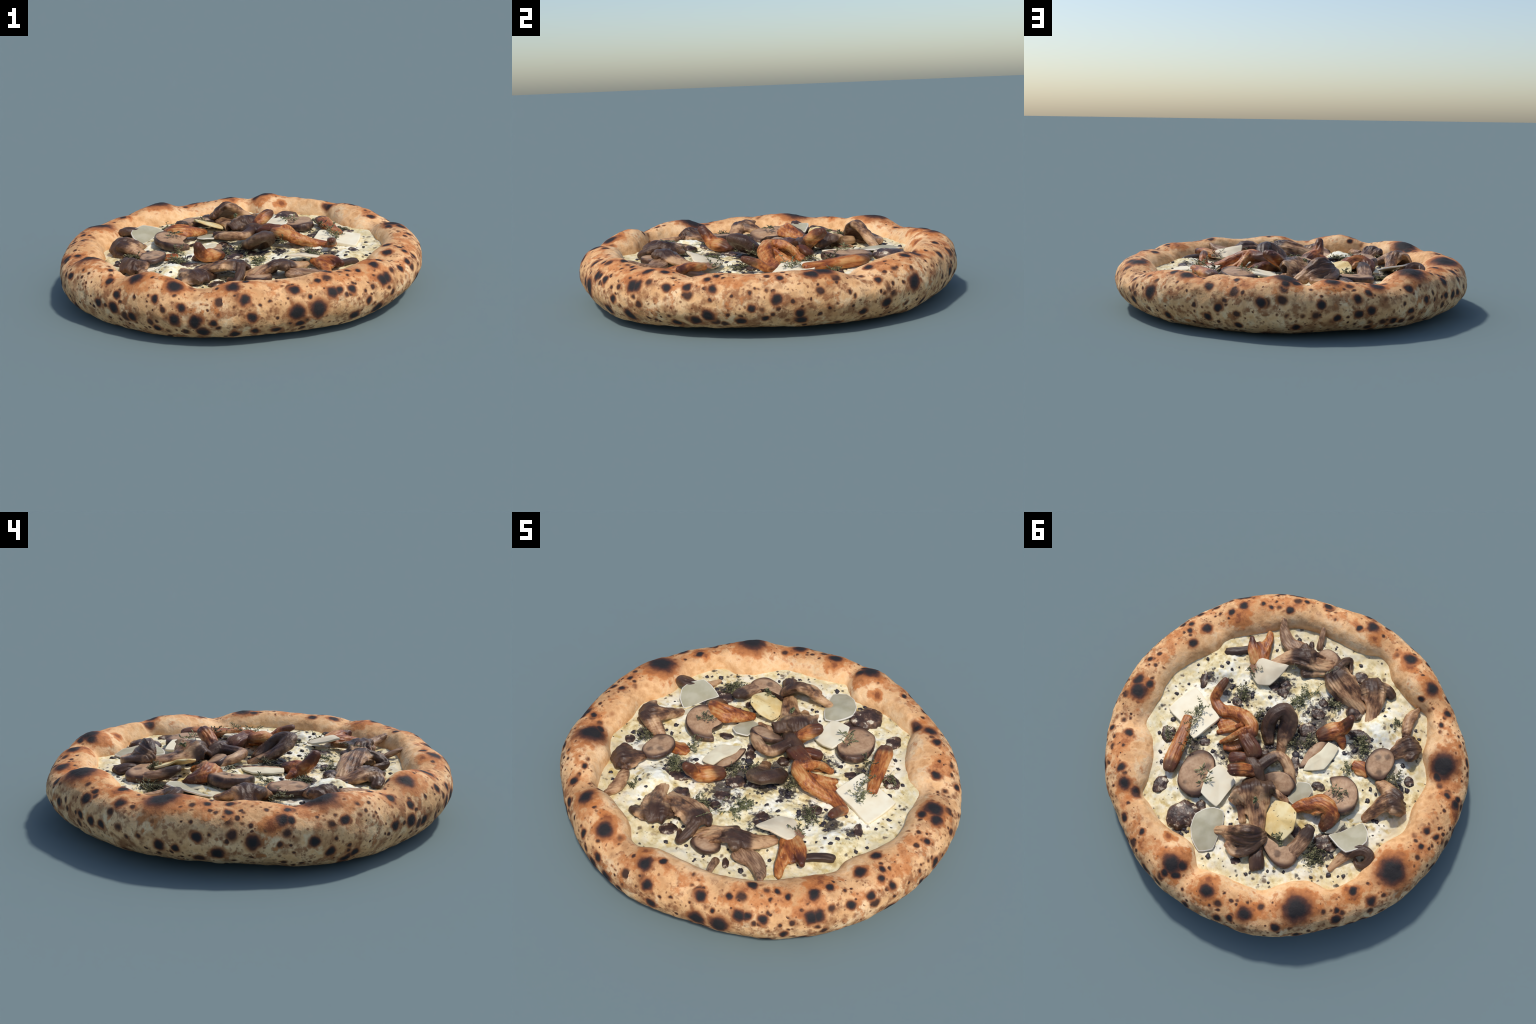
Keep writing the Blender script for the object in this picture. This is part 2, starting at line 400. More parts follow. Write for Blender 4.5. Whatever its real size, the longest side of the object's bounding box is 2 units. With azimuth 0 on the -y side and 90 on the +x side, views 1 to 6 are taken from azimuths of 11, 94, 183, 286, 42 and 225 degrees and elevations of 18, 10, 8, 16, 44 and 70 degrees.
def stem_material():
    m = Nodes("mushroom_stem_flesh", .45, .35)
    st = m.noise(9, 4, .6, m.stretch((1.5, 10, 10)))
    col = m.ramp(st, [(.35, (.13, .066, .036)), (.5, (.28, .15, .078)), (.65, (.44, .27, .15))])
    col = with_dark_ends(m, col, (.035, .019, .014), .9)
    m.bump(st, .3, .008)
    return m.done(col)

def skin_material():
    m = Nodes("mushroom_skin", .4, .4)
    n = m.noise(25, 4, .6)
    col = m.ramp(n, [(.35, (.032, .017, .013)), (.55, (.085, .045, .03)), (.7, (.22, .125, .07))])
    m.bump(n, .3, .006)
    return m.done(col)

def slice_material():
    m = Nodes("mushroom_slice_flesh", .5, .2)
    n = m.noise(18, 4, .6); n3 = m.noise(70, 3)
    col = m.ramp(m.math("MULTIPLY_ADD", n, .7, m.math("MULTIPLY", n3, .3)), [(.35, (.33, .185, .10)), (.5, (.45, .27, .152)), (.65, (.53, .345, .205))])
    gen = m.n("ShaderNodeTexCoord").outputs["Generated"]
    d = m.vmath("LENGTH", m.vmath("MULTIPLY", m.vmath("SUBTRACT", gen, (.5, .5, .5)), (2, 2, 0)))
    f = m.math("ADD", d, m.math("MULTIPLY", m.math("SUBTRACT", n, .5), .35))
    col = m.mix(m.range(f, .72, .98, 0, .92), col, (.07, .034, .024))
    for k in "abc":
        q = m.math("DIVIDE", m.vmath("DISTANCE", m.warp(40, .012), m.prop("dark_" + k, "Vector")), m.prop("dark_radius_" + k))
        col = m.mix(m.range(m.math("ADD", q, m.math("MULTIPLY", m.math("SUBTRACT", n, .5), 1.6)), .5, 1.5, .6, 0), col, (.06, .036, .03))
    m.bump(n3, .15, .004)
    return m.done(col)

def shaving_material(name, main, edge, specks=False, stain=None):
    m = Nodes(name, .5, .2)
    n = m.noise(12, 3); n3 = m.noise(60, 3)
    col = m.mix(m.range(n, .35, .65), main, edge)
    if specks:
        col = m.mix(m.range(m.noise(75, 2), .68, .72, 0, .9), col, (.06, .035, .02))
    if stain:
        gen = m.n("ShaderNodeTexCoord").outputs["Generated"]
        d = m.vmath("DISTANCE", gen, stain[0])
        col = m.mix(m.range(m.math("ADD", d, m.math("MULTIPLY", n3, .25)), .32, .46, .85, 0), col, stain[1])
    m.bump(n3, .1, .004)
    m.bsdf.inputs["Subsurface Weight"].default_value = 0
    return m.done(col)

MUSH = {"chanterelle": chanterelle_material(), "oyster_mushroom": oyster_material(), "mushroom_stem": stem_material()}
skin_mat, slice_mat = skin_material(), slice_material()
rim_mat = shaving_material("shaving_edge", (.72, .68, .58), (.78, .72, .6))
SHAVE = {
    "shaving": shaving_material("cheese_shaving", (.88, .76, .53), (.93, .84, .62)),
    "rind": shaving_material("grey_cheese_shaving", (.40, .36, .235), (.48, .44, .31)),
    "yellow": shaving_material("yellow_cheese_shaving", (.74, .52, .2), (.85, .70, .38), specks=True),
    "stained": shaving_material("stained_cheese_shaving", (.70, .58, .40), (.80, .69, .49), stain=((.95, .75, .3), (.22, .07, .03))),
    "melted": shaving_material("melting_cheese_shaving", (.74, .63, .42), (.84, .75, .52)),
}

# ------------------------------------------------------------------ mushrooms swept along bent spines
def set_dark(ob, dark):
    inv = ob.matrix_basis.inverted()
    for i, k in enumerate("abc"):
        if dark and i < len(dark):
            ob["dark_" + k] = list(inv @ Vector(dark[i][:3])); ob["dark_radius_" + k] = float(dark[i][3])
        else:
            ob["dark_" + k] = [9.0, 9.0, 9.0]; ob["dark_radius_" + k] = .01

def sweep(stations, seg=22, per=7):
    """closed skin through stations (x, y, z, half width, half thickness, tilt deg, arch)"""
    S = np.array([tuple(s) + (0, 0) if len(s) == 5 else tuple(s) for s in stations], float)
    C = catmull(S, per)
    C[:, 3:5] = np.maximum(C[:, 3:5], .003)
    C[:, 3] *= 1.08
    T = np.gradient(C[:, :3], axis=0); T /= np.linalg.norm(T, axis=1)[:, None]
    rows, prev, frames = [], None, []
    for c, t in zip(C, T):
        flat = np.array([t[0], t[1], 0])
        if np.linalg.norm(flat) < .15 and prev is not None: L = prev - t * (prev @ t)
        else: L = np.cross(flat, (0, 0, 1.0))
        L /= np.linalg.norm(L)
        if prev is not None and L @ prev < 0: L = -L
        prev = L
        Nn = np.cross(L, t)
        a = math.radians(c[5])
        frames.append((math.cos(a) * L + math.sin(a) * Nn, math.cos(a) * Nn - math.sin(a) * L))
    th = np.arange(seg) * TAU / seg
    cx = np.sign(np.cos(th)) * np.abs(np.cos(th)) ** .85; sx = np.sign(np.sin(th)) * np.abs(np.sin(th)) ** .9
    ph = rng.uniform(0, TAU); wave = rng.choice((2.2, 2.8, 3.4))
    def ring(p, L, Nn, w, t, arch, s=0.0):
        g = float(smoothstep(.04, .075, w))              # wide fans spread, ripple and fray
        x = w * cx
        h = t * sx * (1 - .35 * g * cx ** 2) - arch * cx ** 2 + g * .011 * np.sin(wave * math.pi * cx + ph + s * 2) * (.35 + .65 * cx ** 2)
        along = g * (-.34 * w * cx ** 2 + .012 * np.sin(wave * 2.3 * cx + ph * 1.7))
        tt = np.cross(Nn, L)
        return p + x[:, None] * L + h[:, None] * Nn + along[:, None] * tt
    k0 = min(C[0, 3], C[0, 4]); k1 = min(C[-1, 3], C[-1, 4])
    for q in (80, 55, 28):
        f = math.cos(math.radians(q)); d = math.sin(math.radians(q)) * k0
        rows.append(ring(C[0, :3] - T[0] * d, *frames[0], C[0, 3] - (1-f) * k0 * .95, C[0, 4] * f, C[0, 6]))
    for c, (L, Nn) in zip(C, frames):
        rows.append(ring(c[:3], L, Nn, c[3], c[4], c[6], len(rows) / 12))
    for q in (28, 55, 80):
        f = math.cos(math.radians(q)); d = math.sin(math.radians(q)) * k1
        rows.append(ring(C[-1, :3] + T[-1] * d, *frames[-1], C[-1, 3] - (1-f) * k1 * .95, C[-1, 4] * f, C[-1, 6]))
    V = np.concatenate(rows); n = len(rows)
    F = [(i*seg+j, i*seg+(j+1) % seg, (i+1)*seg+(j+1) % seg, (i+1)*seg+j) for i in range(n-1) for j in range(seg)]
    F += [tuple(range(seg))[::-1], tuple(range((n-1)*seg, n*seg))]
    spine = np.concatenate([C[:, :3]] ); fr = np.array([np.concatenate([T[i], frames[i][0]]) for i in range(len(C))])
    return V, F, spine, fr

def fuse(parts, voxel=.0042, smooth=5):
    """join overlapping closed skins into one organic skin"""
    bm = bmesh.new()
    for V, F in parts:
        vs = [bm.verts.new(v) for v in V]
        fs = [bm.faces.new([vs[i] for i in f]) for f in F]
        bmesh.ops.recalc_face_normals(bm, faces=fs)
        if sum(f.calc_area() * f.normal.dot(f.calc_center_median() - Vector(V.mean(0))) for f in fs) < 0:
            bmesh.ops.reverse_faces(bm, faces=fs)
    me = bpy.data.meshes.new("skin"); bm.to_mesh(me); bm.free()
    ob = bpy.data.objects.new("skin", me); bpy.context.scene.collection.objects.link(ob)
    md = ob.modifiers.new("fuse", "REMESH"); md.mode = "VOXEL"; md.voxel_size = voxel
    sm = ob.modifiers.new("relax", "SMOOTH"); sm.iterations = smooth; sm.factor = .5
    dg = bpy.context.evaluated_depsgraph_get()
    new = bpy.data.meshes.new_from_object(ob.evaluated_get(dg), depsgraph=dg)
    bpy.data.objects.remove(ob); bpy.data.meshes.remove(me)
    return new

def mushroom(kind, strips, dark=None, wrinkle=1.0):
    parts, spines, frs = [], [], []
    for s in strips:
        V, F, sp, fr = sweep(s)
        parts.append((V, F)); spines.append(sp); frs.append(fr)
    me = fuse(parts)
    sp, fr = np.concatenate(spines), np.concatenate(frs)
    n = len(me.vertices)
    co = np.empty(n * 3); me.vertices.foreach_get("co", co); co = co.reshape(-1, 3)
    no = np.array([tuple(v.normal) for v in me.vertices])
    near = np.concatenate([((co[i:i+4000, None] - sp[None]) ** 2).sum(-1).argmin(1) for i in range(0, n, 4000)])
    rel = co - sp[near]
    lat = (rel * fr[near, 3:]).sum(1)
    off = rng.uniform(0, 50)
    for i in range(n):
        # lengthwise gills and creases, then lumps
        a = Vector((off + near[i] * .045, lat[i] * 75, co[i, 2] * 22))
        d = .0045 * wrinkle * noise.noise(a) + .0014 * wrinkle * noise.noise(Vector((off + near[i] * .1, lat[i] * 170, co[i, 2] * 60)))
        d += .003 * noise.noise(Vector(co[i]) * 26)
        co[i] += no[i] * d
    a, b = Vector(strips[0][0][:3]), Vector(strips[0][-1][:3])
    co[:, 2] -= .003
    mid = Vector(co.mean(0)); rot = math.atan2(b.y - a.y, b.x - a.x)
    inv = (Matrix.Translation(mid) @ Matrix.Rotation(rot, 4, "Z")).inverted()
    me.vertices.foreach_set("co", np.array([tuple(inv @ Vector(c)) for c in co]).ravel())
    me.polygons.foreach_set("use_smooth", [True] * len(me.polygons))
    me.name = kind
    me.materials.clear()
    ob = add(kind, me, MUSH[kind], loc=mid, rot=rot)
    set_dark(ob, dark)
    return ob

# ------------------------------------------------------------------ slices and shavings: plates with an outline
def plate(outline, thick, profile, per, bow=0.0, rough=.0, grid=None):
    """outline: world points of the upper face; profile: (scale, depth share) from the middle of the top to the middle of the bottom"""
    O = np.array(outline, float); n = len(O)
    loop = []
    for i in range(n):
        a, b, c, d = O[(i-1) % n], O[i], O[(i+1) % n], O[(i+2) % n]
        for j in range(per[0]):
            t = j / per[0]
            cr = .5*(2*b + (c-a)*t + (2*a-5*b+4*c-d)*t*t + (3*b-a-3*c+d)*t**3)
            loop.append(cr * per[1] + (b + (c - b) * t) * (1 - per[1]))
    loop = np.array(loop); m = len(loop)
    cen = loop.mean(0)
    nrm = np.zeros(3)
    for i in range(m):
        nrm += np.cross(loop[i] - cen, loop[(i+1) % m] - cen)
    nrm /= np.linalg.norm(nrm)
    if nrm[2] < 0: nrm = -nrm
    sgn = 1
    verts, faces, band = [], [], []
    off = rng.uniform(0, 40)
    for s, dep in profile:
        for i in range(m):
            p = cen + (loop[i] - cen) * s + nrm * (bow * (1 - s * s) - dep * thick)
            if rough:
                q = Vector(p) * 22 + Vector((off, 0, 0))
                p = p + nrm * rough * noise.noise(q) + (loop[i] - cen) * s * .25 * rough / .01 * .1 * noise.noise(q * 1.7)
            verts.append(p)
    k = len(profile)
    for r in range(k - 1):
        for i in range(m):
            j = (i + 1) % m
            faces.append((r*m+i, (r+1)*m+i, (r+1)*m+j, r*m+j)); band.append(r)
    verts += [cen + nrm * bow, cen + nrm * (bow - thick)]
    for i in range(m):
        j = (i + 1) % m
        faces.append((len(verts)-2, i, j)); band.append(-1)
        faces.append((len(verts)-1, (k-1)*m+j, (k-1)*m+i)); band.append(k)
    mid = Vector(cen)
    me = mesh_from("plate", [Vector(v) - mid for v in verts], faces)
    bm = bmesh.new(); bm.from_mesh(me); bmesh.ops.recalc_face_normals(bm, faces=bm.faces); bm.to_mesh(me); bm.free()
    return me, mid, band

SLICE_PROFILE = [(.2, 0), (.4, 0), (.6, .0), (.78, .0), (.88, .0), (.94, .03), (.975, .12), (1.0, .35), (1.0, .6), (.96, .85), (.86, 1), (.4, 1)]
def slice_of_mushroom(outline, thick, stem=None, spots=()):
    me, mid, band = plate(outline, thick, SLICE_PROFILE, (6, 1.0), bow=.003, rough=.004)
    me.name = "mushroom_slice"
    ob = add("mushroom_slice", me, [slice_mat, skin_mat], loc=mid)
    me.polygons.foreach_set("material_index", [1 if b >= 5 else 0 for b in band])
    set_dark(ob, list(spots))
    if stem:
        s = mushroom("mushroom_stem", [stem], [(*stem[-1][:3], .07)], .8)
        s.parent = ob
        s.matrix_parent_inverse = ob.matrix_basis.inverted()

SHAVE_PROFILE = [(.25, 0), (.5, 0), (.7, 0), (.86, 0), (.955, 0), (.985, 0), (1.0, .18), (1.0, .82), (.985, 1), (.5, 1)]
def cheese_shaving(outline, thick, look, bow):
    me, mid, band = plate(outline, thick, SHAVE_PROFILE, (5, .35), bow=bow, rough=.003)
    me.name = "cheese_shaving"
    add("cheese_shaving", me, [SHAVE[look], rim_mat], loc=mid)
    if look == "rind":
        me.polygons.foreach_set("material_index", [1 if 4 <= b <= 6 else 0 for b in band])

lump_mat = None
def lump_material():
    m = Nodes("sunken_mushroom", .42, .4)
    n = m.noise(22, 4, .6); n3 = m.noise(55, 3)
    col = m.ramp(n, [(.35, (.022, .013, .011)), (.52, (.08, .042, .028)), (.66, (.22, .125, .075))])
    col = m.mix(m.range(m.noise(26, 4, .65), .56, .66, 0, .9), col, (.72, .62, .45))
    m.bump(n3, .4, .008)
    return m.done(col)

def buried_mushroom(x, y, z, rx, ry, h, ang):
    global lump_mat
    lump_mat = lump_mat or lump_material()
    bm = bmesh.new(); bmesh.ops.create_icosphere(bm, subdivisions=4, radius=1)
    off = Vector((rng.uniform(0, 50), 0, 0))
    for v in bm.verts:
        k = 1 + .22 * noise.noise(v.co * 1.6 + off) + .08 * noise.noise(v.co * 5 + off)
        c = v.co * k
        v.co = Vector((c.x * rx, c.y * ry, math.copysign(abs(c.z) ** .7, c.z) * h))
    me = bpy.data.meshes.new("sunken_mushroom"); bm.to_mesh(me); bm.free()
    me.polygons.foreach_set("use_smooth", [True] * len(me.polygons))
    add("sunken_mushroom", me, lump_mat, loc=(x, y, z - .004), rot=math.radians(ang))

# ruffled chanterelle in the middle, its tail curling toward the rim
mushroom("chanterelle", [
    [(0.516, -0.073, 0.278, 0.018, 0.018), (0.509, -0.007, 0.25, 0.026, 0.022), (0.495, 0.035, 0.22, 0.027, 0.018), (0.425, 0.051, 0.222, 0.032, 0.02), (0.36, 0.024, 0.245, 0.034, 0.025), (0.293, 0.012, 0.27, 0.036, 0.03), (0.223, 0.019, 0.288, 0.033, 0.028), (0.19, 0.058, 0.285, 0.031, 0.026)],
    [(0.289, -0.003, 0.258, 0.03, 0.018), (0.314, 0.043, 0.232, 0.042, 0.013, -10, 0), (0.35, 0.088, 0.216, 0.041, 0.011, -5, 0), (0.376, 0.128, 0.207, 0.03, 0.008)],
    [(0.216, 0.06, 0.29, 0.023, 0.024), (0.232, 0.093, 0.292, 0.021, 0.026), (0.252, 0.139, 0.272, 0.017, 0.022), (0.293, 0.191, 0.222, 0.012, 0.016)],
    [(0.263, 0.053, 0.265, 0.017, 0.02), (0.298, 0.099, 0.24, 0.015, 0.016), (0.349, 0.159, 0.215, 0.012, 0.012)],
    [(0.235, 0.09, 0.285, 0.025, 0.024), (0.17, 0.109, 0.282, 0.037, 0.03), (0.112, 0.125, 0.272, 0.042, 0.034), (0.088, 0.139, 0.235, 0.037, 0.026)],
    [(0.184, 0.107, 0.245, 0.034, 0.02), (0.22, 0.166, 0.226, 0.032, 0.02), (0.26, 0.195, 0.213, 0.021, 0.015)],
], dark=[(0.125, 0.126, 0.28, 0.1), (0.515, -0.072, 0.28, 0.07)], wrinkle=1.1)
# chanterelle finger standing up
mushroom("chanterelle", [
    [(0.017, 0.197, 0.235, 0.032, 0.03), (0.061, 0.232, 0.285, 0.034, 0.032), (0.094, 0.269, 0.315, 0.034, 0.032), (0.112, 0.288, 0.327, 0.031, 0.026)],
], dark=[(0.124, 0.299, 0.34, 0.06), (0.018, 0.196, 0.23, 0.08)], wrinkle=1.0)
# bent chanterelle
mushroom("chanterelle", [
    [(-0.159, -0.356, 0.322, 0.023, 0.024), (-0.154, -0.332, 0.288, 0.03, 0.03), (-0.138, -0.297, 0.25, 0.04, 0.032), (-0.108, -0.254, 0.24, 0.047, 0.034), (-0.082, -0.206, 0.228, 0.036, 0.028)],
    [(-0.128, -0.273, 0.24, 0.034, 0.028), (-0.181, -0.257, 0.228, 0.025, 0.02), (-0.211, -0.235, 0.212, 0.016, 0.014)],
], dark=[(-0.077, -0.205, 0.24, 0.055), (-0.162, -0.348, 0.33, 0.06)], wrinkle=1.0)
# fan chanterelle hooking over
mushroom("chanterelle", [
    [(-0.257, 0.202, 0.235, 0.023, 0.018), (-0.301, 0.146, 0.255, 0.042, 0.024, 0, 0.01), (-0.354, 0.1, 0.275, 0.058, 0.028, 0, 0.02), (-0.416, 0.093, 0.27, 0.049, 0.03, 0, 0.02), (-0.439, 0.137, 0.245, 0.04, 0.028), (-0.432, 0.173, 0.222, 0.027, 0.022)],
], dark=[(-0.45, 0.154, 0.24, 0.07)], wrinkle=1.3)
# forked chanterelle
mushroom("chanterelle", [
    [(0.596, -0.368, 0.243, 0.015, 0.02), (0.546, -0.327, 0.25, 0.032, 0.022), (0.474, -0.293, 0.238, 0.042, 0.022)],
    [(0.556, -0.473, 0.218, 0.018, 0.016), (0.518, -0.412, 0.228, 0.027, 0.018), (0.481, -0.31, 0.236, 0.045, 0.022)],
    [(0.544, -0.384, 0.235, 0.027, 0.012), (0.504, -0.338, 0.243, 0.044, 0.016), (0.469, -0.293, 0.238, 0.053, 0.018)],
], dark=[(0.596, -0.369, 0.25, 0.05)], wrinkle=1.0)
# cut chanterelle stem lying near the rim
mushroom("chanterelle", [
    [(0.526, 0.223, 0.232, 0.027, 0.022), (0.486, 0.293, 0.228, 0.034, 0.026), (0.444, 0.378, 0.232, 0.038, 0.028), (0.413, 0.452, 0.236, 0.038, 0.028), (0.391, 0.493, 0.236, 0.033, 0.024)],
], dark=[(0.381, 0.5, 0.25, 0.06)], wrinkle=1.0)
# chanterelle scrap under a slice
mushroom("chanterelle", [
    [(-0.322, -0.204, 0.212, 0.027, 0.012), (-0.367, -0.216, 0.212, 0.042, 0.012), (-0.411, -0.218, 0.21, 0.027, 0.01)],
], wrinkle=1.0)
# small dark chanterelle knob
mushroom("chanterelle", [
    [(0.181, 0.22, 0.235, 0.031, 0.026), (0.156, 0.195, 0.242, 0.031, 0.03), (0.109, 0.165, 0.24, 0.031, 0.028)],
], dark=[(0.185, 0.216, 0.24, 0.06), (0.109, 0.165, 0.24, 0.06)], wrinkle=1.0)
# arched oyster mushroom
mushroom("oyster_mushroom", [
    [(0.112, 0.007, 0.212, 0.029, 0.024), (0.161, -0.037, 0.255, 0.036, 0.028), (0.17, -0.098, 0.303, 0.037, 0.03), (0.145, -0.157, 0.313, 0.033, 0.03), (0.097, -0.14, 0.285, 0.045, 0.028), (0.069, -0.087, 0.245, 0.047, 0.024), (0.045, -0.031, 0.22, 0.032, 0.02), (0.017, 0.017, 0.206, 0.026, 0.016)],
], dark=[(0.171, -0.094, 0.3, 0.16)], wrinkle=1.0)
# curled oyster mushroom with a loop
mushroom("oyster_mushroom", [
    [(0.092, 0.171, 0.262, 0.032, 0.028), (0.036, 0.19, 0.266, 0.036, 0.03), (-0.014, 0.216, 0.24, 0.032, 0.026)],
    [(0.037, 0.169, 0.262, 0.031, 0.024), (0.027, 0.11, 0.262, 0.029, 0.022), (0.008, 0.055, 0.262, 0.029, 0.022), (-0.043, 0.044, 0.26, 0.027, 0.022), (-0.102, 0.07, 0.252, 0.027, 0.022), (-0.156, 0.115, 0.235, 0.022, 0.018)],
    [(-0.083, 0.217, 0.222, 0.019, 0.014), (-0.14, 0.199, 0.224, 0.023, 0.014), (-0.2, 0.193, 0.216, 0.021, 0.012)],
], dark=[(0.025, 0.192, 0.27, 0.14)], wrinkle=1.0)
# big fan of an oyster mushroom, stem toward the rim
mushroom("oyster_mushroom", [
    [(-0.21, 0.441, 0.232, 0.036, 0.022), (-0.146, 0.37, 0.24, 0.045, 0.024), (-0.089, 0.324, 0.255, 0.072, 0.022, 0, 0.01), (-0.049, 0.297, 0.285, 0.106, 0.022, 0, 0.026), (-0.021, 0.276, 0.29, 0.121, 0.022, 0, 0.036), (0.006, 0.255, 0.262, 0.11, 0.022, 0, 0.03)],
    [(0.027, 0.388, 0.232, 0.018, 0.014), (-0.036, 0.39, 0.228, 0.018, 0.014), (-0.104, 0.437, 0.214, 0.019, 0.012)],
], dark=[(-0.005, 0.262, 0.29, 0.062), (0.047, 0.336, 0.26, 0.062), (-0.082, 0.215, 0.26, 0.066)], wrinkle=1.3)
# folded oyster mushroom
mushroom("oyster_mushroom", [
    [(-0.037, 0.566, 0.222, 0.019, 0.018), (-0.09, 0.535, 0.262, 0.023, 0.02), (-0.135, 0.502, 0.3, 0.025, 0.022), (-0.177, 0.468, 0.322, 0.026, 0.022)],
    [(-0.092, 0.553, 0.235, 0.021, 0.02), (-0.154, 0.522, 0.28, 0.058, 0.024, -45, 0), (-0.204, 0.493, 0.29, 0.072, 0.026, -50, 0), (-0.234, 0.457, 0.28, 0.058, 0.024, -45, 0), (-0.25, 0.431, 0.265, 0.027, 0.02, -30, 0)],
    [(-0.138, 0.586, 0.235, 0.022, 0.02), (-0.195, 0.588, 0.23, 0.025, 0.022), (-0.237, 0.535, 0.245, 0.03, 0.024), (-0.254, 0.45, 0.262, 0.026, 0.022)],
], dark=[(-0.221, 0.506, 0.28, 0.1)], wrinkle=1.4)
# small dark oyster mushroom
mushroom("oyster_mushroom", [
    [(-0.262, 0.48, 0.222, 0.023, 0.02), (-0.292, 0.531, 0.222, 0.038, 0.024), (-0.327, 0.567, 0.216, 0.038, 0.022)],
], dark=[(-0.324, 0.564, 0.24, 0.08)], wrinkle=1.0)
# wrinkled oyster mushroom by the rim
mushroom("oyster_mushroom", [
    [(-0.564, -0.009, 0.208, 0.022, 0.014), (-0.573, -0.063, 0.225, 0.03, 0.02), (-0.587, -0.125, 0.258, 0.042, 0.026, 0, 0.012), (-0.612, -0.165, 0.275, 0.06, 0.028, 15, 0.02), (-0.642, -0.185, 0.26, 0.068, 0.026, 25, 0.026), (-0.668, -0.199, 0.23, 0.062, 0.022, 25, 0.02)],
    [(-0.493, -0.223, 0.215, 0.029, 0.02), (-0.562, -0.207, 0.25, 0.04, 0.028), (-0.624, -0.2, 0.265, 0.041, 0.03)],
], dark=[(-0.645, -0.192, 0.26, 0.08)], wrinkle=1.1)
# oyster mushroom fan with its stem
mushroom("oyster_mushroom", [
    [(-0.441, -0.381, 0.222, 0.027, 0.018), (-0.452, -0.42, 0.235, 0.042, 0.02), (-0.468, -0.456, 0.252, 0.062, 0.022, 0, 0.01), (-0.49, -0.481, 0.262, 0.074, 0.024, 0, 0.02), (-0.507, -0.509, 0.235, 0.068, 0.022, 0, 0.02)],
    [(-0.41, -0.534, 0.225, 0.026, 0.024), (-0.379, -0.589, 0.222, 0.029, 0.024), (-0.366, -0.645, 0.22, 0.026, 0.02), (-0.372, -0.68, 0.224, 0.015, 0.014)],
], dark=[(-0.503, -0.495, 0.25, 0.09)], wrinkle=1.3)
# broad oyster mushroom fan leaning on its neighbour
mushroom("oyster_mushroom", [
    [(-0.146, -0.475, 0.215, 0.027, 0.018), (-0.082, -0.482, 0.235, 0.045, 0.022, 8, 0.01), (-0.007, -0.49, 0.262, 0.068, 0.024, 12, 0.015), (0.069, -0.505, 0.278, 0.081, 0.024, 15, 0.02), (0.113, -0.527, 0.278, 0.068, 0.024, 15, 0.02)],
    [(0.106, -0.514, 0.283, 0.019, 0.02), (0.114, -0.593, 0.262, 0.021, 0.022), (0.104, -0.647, 0.23, 0.018, 0.02), (0.058, -0.604, 0.222, 0.014, 0.016)],
], dark=[(0.125, -0.529, 0.29, 0.085), (0.101, -0.632, 0.25, 0.06)], wrinkle=1.6)
# splayed oyster mushroom
mushroom("oyster_mushroom", [
    [(-0.224, -0.449, 0.213, 0.03, 0.018), (-0.186, -0.515, 0.22, 0.038, 0.022), (-0.15, -0.565, 0.236, 0.055, 0.024), (-0.108, -0.602, 0.25, 0.075, 0.024, 0, 0.014), (-0.071, -0.636, 0.235, 0.077, 0.022, 0, 0.02)],
    [(-0.085, -0.584, 0.245, 0.03, 0.022), (-0.061, -0.559, 0.232, 0.032, 0.022), (-0.044, -0.531, 0.218, 0.025, 0.016)],
    [(-0.14, -0.641, 0.235, 0.032, 0.022), (-0.174, -0.657, 0.226, 0.029, 0.02), (-0.21, -0.655, 0.215, 0.025, 0.016)],
], dark=[(-0.081, -0.63, 0.25, 0.08), (-0.048, -0.533, 0.22, 0.05), (-0.193, -0.657, 0.22, 0.05)], wrinkle=1.3)
# stack of folded oyster mushrooms
mushroom("oyster_mushroom", [
    [(0.408, -0.337, 0.232, 0.025, 0.014), (0.388, -0.375, 0.236, 0.032, 0.018), (0.354, -0.433, 0.252, 0.042, 0.02), (0.3, -0.469, 0.273, 0.06, 0.022, -20, 0.01), (0.229, -0.497, 0.25, 0.06, 0.022, -10, 0), (0.174, -0.533, 0.232, 0.051, 0.02), (0.145, -0.577, 0.222, 0.037, 0.018)],
    [(0.336, -0.524, 0.272, 0.023, 0.02), (0.272, -0.491, 0.272, 0.029, 0.024), (0.213, -0.492, 0.24, 0.03, 0.022)],
    [(0.243, -0.419, 0.225, 0.031, 0.022), (0.212, -0.459, 0.225, 0.031, 0.022), (0.169, -0.497, 0.22, 0.027, 0.018)],
], dark=[(0.314, -0.489, 0.28, 0.075), (0.242, -0.428, 0.23, 0.05)], wrinkle=1.3)
# curved stem touching the rim
mushroom("mushroom_stem", [
    [(0.538, -0.572, 0.26, 0.015, 0.015), (0.495, -0.526, 0.238, 0.029, 0.023), (0.427, -0.496, 0.23, 0.037, 0.025), (0.35, -0.508, 0.235, 0.044, 0.025)],
], wrinkle=1.0)
# dark stem
mushroom("mushroom_stem", [
    [(0.563, -0.328, 0.222, 0.021, 0.016), (0.608, -0.27, 0.22, 0.022, 0.018), (0.658, -0.228, 0.214, 0.021, 0.016)],
], dark=[(0.624, -0.256, 0.22, 0.12)], wrinkle=1.0)
# pale stem leaning on the rim
mushroom("mushroom_stem", [
    [(0.344, -0.693, 0.25, 0.01, 0.01), (0.314, -0.645, 0.23, 0.017, 0.014), (0.29, -0.6, 0.208, 0.018, 0.014)],
], wrinkle=1.0)
